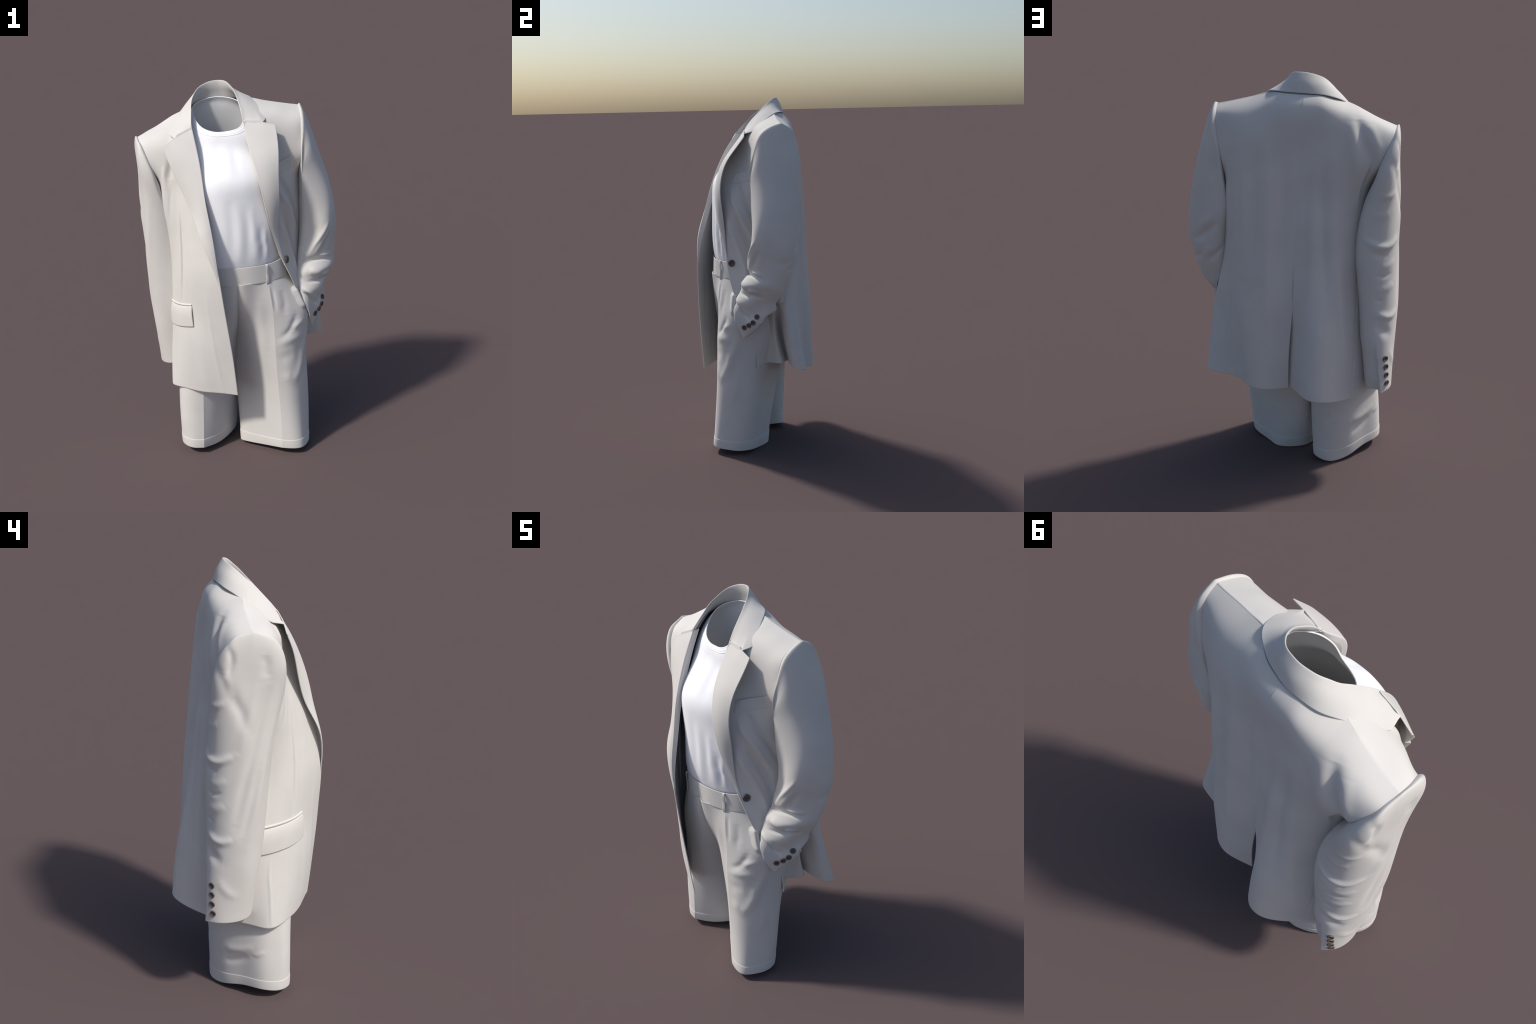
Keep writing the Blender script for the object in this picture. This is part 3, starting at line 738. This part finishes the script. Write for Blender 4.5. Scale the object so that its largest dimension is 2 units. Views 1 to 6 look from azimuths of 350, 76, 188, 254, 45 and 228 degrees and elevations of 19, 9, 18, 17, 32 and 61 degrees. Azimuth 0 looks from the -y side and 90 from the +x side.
# ================================================================== TROUSERS
trousers = empty("trousers", "wide ivory wool pleated trousers with turned-up hems", "trousers")
LL = [
 [(.115,-.315,.040),(.170,-.338,.040),(.222,-.335,.038),(.262,-.287,.034),(.286,-.220,.026),(.272,-.150,.020),(.195,-.080,.003),(.131,-.012,.002),(.040,-.003,.002),(-.030,-.025,.006),(-.072,-.085,.014),(-.060,-.160,.022),(.030,-.238,.030)],
 [(.117,-.309,.20),(.172,-.322,.20),(.226,-.308,.20),(.270,-.258,.20),(.297,-.192,.20),(.282,-.132,.20),(.208,-.055,.20),(.120,.010,.20),(.030,.048,.20),(-.035,.030,.20),(-.068,-.030,.20),(-.062,-.130,.20),(.020,-.226,.20)],
 [(.109,-.296,.44),(.165,-.300,.44),(.220,-.282,.44),(.270,-.238,.44),(.298,-.178,.44),(.298,-.115,.44),(.235,-.035,.44),(.140,.045,.44),(.035,.102,.44),(-.038,.090,.44),(-.075,.000,.44),(-.072,-.110,.44),(.010,-.218,.44)],
 [(.105,-.288,.65),(.165,-.287,.65),(.225,-.266,.65),(.280,-.220,.65),(.312,-.150,.65),(.312,-.070,.65),(.260,.025,.65),(.165,.100,.65),(.050,.140,.65),(-.030,.115,.65),(-.078,.020,.65),(-.076,-.130,.65),(.000,-.230,.65)],
 [(.105,-.278,.80),(.168,-.272,.80),(.235,-.253,.80),(.295,-.222,.80),(.324,-.140,.80),(.316,-.040,.80),(.275,.070,.80),(.180,.140,.80),(.050,.150,.80),(-.045,.125,.80),(-.064,.020,.80),(-.072,-.212,.80),(.005,-.254,.80)],
 [(.100,-.274,.88),(.160,-.262,.88),(.218,-.238,.88),(.262,-.210,.88),(.288,-.130,.88),(.285,-.040,.88),(.268,.070,.88),(.178,.130,.88),(.050,.140,.88),(-.055,.120,.88),(-.066,.010,.88),(-.074,-.243,.88),(.005,-.266,.88)],
 [(.088,-.2525,1.00),(.138,-.2335,1.00),(.180,-.2075,1.00),(.206,-.165,1.00),(.226,-.100,1.00),(.230,-.025,1.00),(.230,.050,1.00),(.160,.095,1.00),(.050,.110,1.00),(-.060,.105,1.00),(-.066,.000,1.00),(-.075,-.2645,1.00),(.005,-.2695,1.00)],
]
RL = [
 [(-.306,-.201,.041),(-.365,-.184,.042),(-.400,-.145,.044),(-.411,-.100,.047),(-.392,-.030,.053),(-.330,.035,.047),(-.265,.100,.025),(-.200,.135,.008),(-.140,.150,.012),(-.092,.135,.028),(-.078,.070,.032),(-.130,-.052,.030),(-.215,-.146,.033)],
 [(-.296,-.200,.20),(-.356,-.184,.20),(-.400,-.148,.20),(-.411,-.108,.20),(-.402,-.035,.20),(-.345,.040,.20),(-.275,.115,.20),(-.205,.157,.20),(-.140,.163,.20),(-.090,.140,.20),(-.068,.075,.20),(-.105,-.050,.20),(-.200,-.152,.20)],
 [(-.284,-.200,.40),(-.342,-.180,.40),(-.386,-.142,.40),(-.400,-.090,.40),(-.394,-.025,.40),(-.355,.050,.40),(-.280,.130,.40),(-.200,.172,.40),(-.130,.170,.40),(-.085,.140,.40),(-.066,.060,.40),(-.086,-.060,.40),(-.180,-.165,.40)],
 [(-.250,-.215,.65),(-.305,-.196,.65),(-.345,-.158,.65),(-.362,-.100,.65),(-.358,-.020,.65),(-.325,.060,.65),(-.260,.130,.65),(-.190,.163,.65),(-.120,.158,.65),(-.080,.120,.65),(-.066,.030,.65),(-.072,-.125,.65),(-.155,-.212,.65)],
 [(-.225,-.235,.80),(-.280,-.215,.80),(-.318,-.170,.80),(-.340,-.100,.80),(-.336,-.020,.80),(-.305,.060,.80),(-.240,.120,.80),(-.170,.148,.80),(-.110,.148,.80),(-.082,.120,.80),(-.076,.020,.80),(-.073,-.212,.80),(-.140,-.246,.80)],
 [(-.215,-.240,.88),(-.268,-.212,.88),(-.305,-.165,.88),(-.328,-.100,.88),(-.325,-.015,.88),(-.290,.065,.88),(-.225,.112,.88),(-.158,.132,.88),(-.105,.132,.88),(-.082,.110,.88),(-.078,.015,.88),(-.073,-.243,.88),(-.140,-.256,.88)],
 [(-.190,-.2375,1.00),(-.236,-.2065,1.00),(-.270,-.155,1.00),(-.282,-.090,1.00),(-.275,-.010,1.00),(-.245,.055,1.00),(-.190,.095,1.00),(-.140,.105,1.00),(-.100,.105,1.00),(-.085,.095,1.00),(-.080,.000,1.00),(-.072,-.2645,1.00),(-.130,-.2565,1.00)],
]
def leg(rings, table, seed):
    P = tube(rings, 320, 160, corner=True)
    N = normals(P, False)
    c = P.mean(1, keepdims=True)
    sg = 1 if ((P - c) * N).sum() > 0 else -1
    N *= sg
    for pts, w, h in table:
        stroke(P, N, [np.array(p, float) for p in pts], w, h)
    ripple(P, N, .0010, 14, seed)
    P[:, -1] = P[:, 0]
    N = normals(P, False) * sg
    n = N[:, 0] + N[:, -1]; n /= np.linalg.norm(n, axis=1, keepdims=True); N[:, 0] = n; N[:, -1] = n
    ob = cloth("trouser_leg", P, N, .004, WOOL, trousers, wrap=False, rims="vV")
    # turned-up hem band, a little proud of the leg
    m = int(320 * .060)
    k = np.linspace(0, 1, m)[:, None, None]
    H = P[:m] + N[:m] * (.0013 - .0028 * np.clip((k - .90) / .10, 0, 1)**2 + .0008 * np.sin(np.pi * k))
    H[0] += np.array([0, 0, -.001])
    hb = cloth("turned_up_hem", H, N[:m], .004, WOOL, ob, wrap=False, rims="v")
    return ob, P, N
LL_F = [
 ([(.110,-.262,.965),(.116,-.276,.90),(.118,-.285,.83)], .007, -.006),
 ([(.165,-.255,.945),(.172,-.265,.87),(.170,-.275,.80)], .018, -.0045),
 ([(.235,-.25,.80),(.21,-.26,.745),(.175,-.275,.702),(.145,-.285,.688)], .016, -.0065),
 ([(.275,-.235,.755),(.235,-.255,.735),(.20,-.27,.715)], .016, .005),
 ([(.28,-.24,.66),(.22,-.265,.665),(.16,-.285,.655),(.12,-.29,.645)], .022, .005),
 ([(.312,-.19,.71),(.292,-.225,.63),(.270,-.255,.55),(.245,-.275,.48),(.20,-.30,.42)], .026, .010),
 ([(.20,-.28,.585),(.16,-.29,.57),(.12,-.295,.565)], .030, -.004),
 ([(.19,-.295,.46),(.14,-.30,.44)], .030, .004),
 ([(.292,-.21,.44),(.285,-.225,.38),(.275,-.245,.30)], .018, .003),
 ([(.045,-.262,.90),(.04,-.260,.80),(.05,-.265,.70),(.05,-.27,.6)], .026, .005),
]
RL_F = [
 ([(-.37,-.01,.27),(-.33,.05,.24),(-.27,.115,.22)], .022, .006),
 ([(-.36,.01,.215),(-.32,.05,.18),(-.27,.11,.15)], .018, -.005),
 ([(-.40,-.05,.25),(-.38,.0,.22)], .014, .003),
 ([(-.25,.14,.30),(-.18,.165,.27),(-.12,.165,.25)], .020, -.003),
 ([(-.37,.0,.36),(-.33,.08,.32),(-.27,.14,.29)], .024, -.004),
]
ll_ob, llP, llN = leg(LL, LL_F, 31); leg(RL, RL_F, 37)
# slanted pocket mouth, its front edge lapping over the tucked-in cuff
mouth = curve([(.238,-.208,.955),(.250,-.217,.925),(.264,-.226,.890),(.280,-.233,.850),(.296,-.233,.808),(.300,-.228,.790)], 60)
root = []
for q in mouth:
    i, j = near(llP, q + np.array([-.040, -.022, -.004]))
    root.append(llP[i, j] - llN[i, j] * .001)
root = np.array(root)
for _ in range(12):
    root[1:-1] = (root[:-2] + root[1:-1] * 2 + root[2:]) / 4
root = root - np.array([0, -.003, 0])
rows = [mouth + np.array([.006, .016, 0]), mouth + np.array([.0015, .004, 0]), mouth, mouth * .7 + root * .3 + np.array([-.001, -.003, 0]), mouth * .35 + root * .65 + np.array([-.001, -.001, 0]), root]
G = net_surface(np.array(rows).transpose(1, 0, 2), 90, 40)
u = np.linspace(0, 1, 90); e = np.clip(np.minimum(u / .25, (1 - u) / .3), 0, 1); e = (e * e * (3 - 2 * e))[:, None, None]
flat = np.array([[llP[near(llP, q)] - llN[near(llP, q)] * .004 for q in r[::2]] for r in G[::6]])
flat = net_surface(flat, 90, 40)
G = flat * (1 - e) + G * e
N = normals(G)
if N[45, 25][1] > 0: N = -N
cloth("pocket_edge", G, N, .003, WOOL, ll_ob, rims="u")
# waistband
wl = [(-.075,-.266,.998),(-.010,-.271,1.000),(.065,-.259,.998),(.138,-.235,1.000),(.182,-.208,1.004),(.208,-.165,1.004),(.226,-.100,1.004),(.230,-.020,1.004),(.205,.055,1.004),(.140,.100,1.004),(.040,.116,1.004),(-.080,.116,1.004),(-.180,.104,1.004),(-.245,.060,1.004),(-.280,-.010,1.004),(-.286,-.090,1.004),(-.270,-.160,1.002),(-.235,-.208,1.000),(-.190,-.239,.998),(-.130,-.258,.998)]
rows = []
for f in (0, .33, .66, 1):
    rows.append([(x * (1 - .02 * f), y * (1 - .02 * f) + .001, z + .093 * f + (.014 * (max(0, x) / .2)**3 * f)) for x, y, z in wl])
WP = tube(rows, 40, 220); WN = normals(WP, True)
if WN[20, 0][1] > 0: WN = -WN
WP = WP + WN * .0022 + np.array([0, 0, -.004])
cloth("waistband", WP, WN, .003, WOOL, trousers, wrap=True)
# fly overlap: the band's right end laps over at the front seam
# belt loops
def belt_loop(q):
    i, j = near(WP, q)
    p = WP[i, j]; n = WN[i, j]; n = n / np.linalg.norm(n)
    side = np.cross([0, 0, 1.0], n); side /= np.linalg.norm(side)
    h = [(-.004, -.064), (.002, -.063), (.0065, -.056), (.0065, .0), (.0065, .044), (.004, .050), (-.004, .051)]
    line = curve([p + n * a + np.array([0, 0, b]) for a, b in h], 40)
    G = np.stack([line + side * s for s in np.linspace(-.0055, .0055, 7)], 1)
    N = normals(G)
    if N[20, 3] @ n < 0: N = -N
    cloth("belt_loop", G, N, .004, WOOL, trousers)
for q in ((.088,-.262,1.04),(.225,-.06,1.04),(.15,.10,1.04),(-.08,.11,1.04),(-.26,.03,1.04),(-.205,-.235,1.04)):
    belt_loop(q)
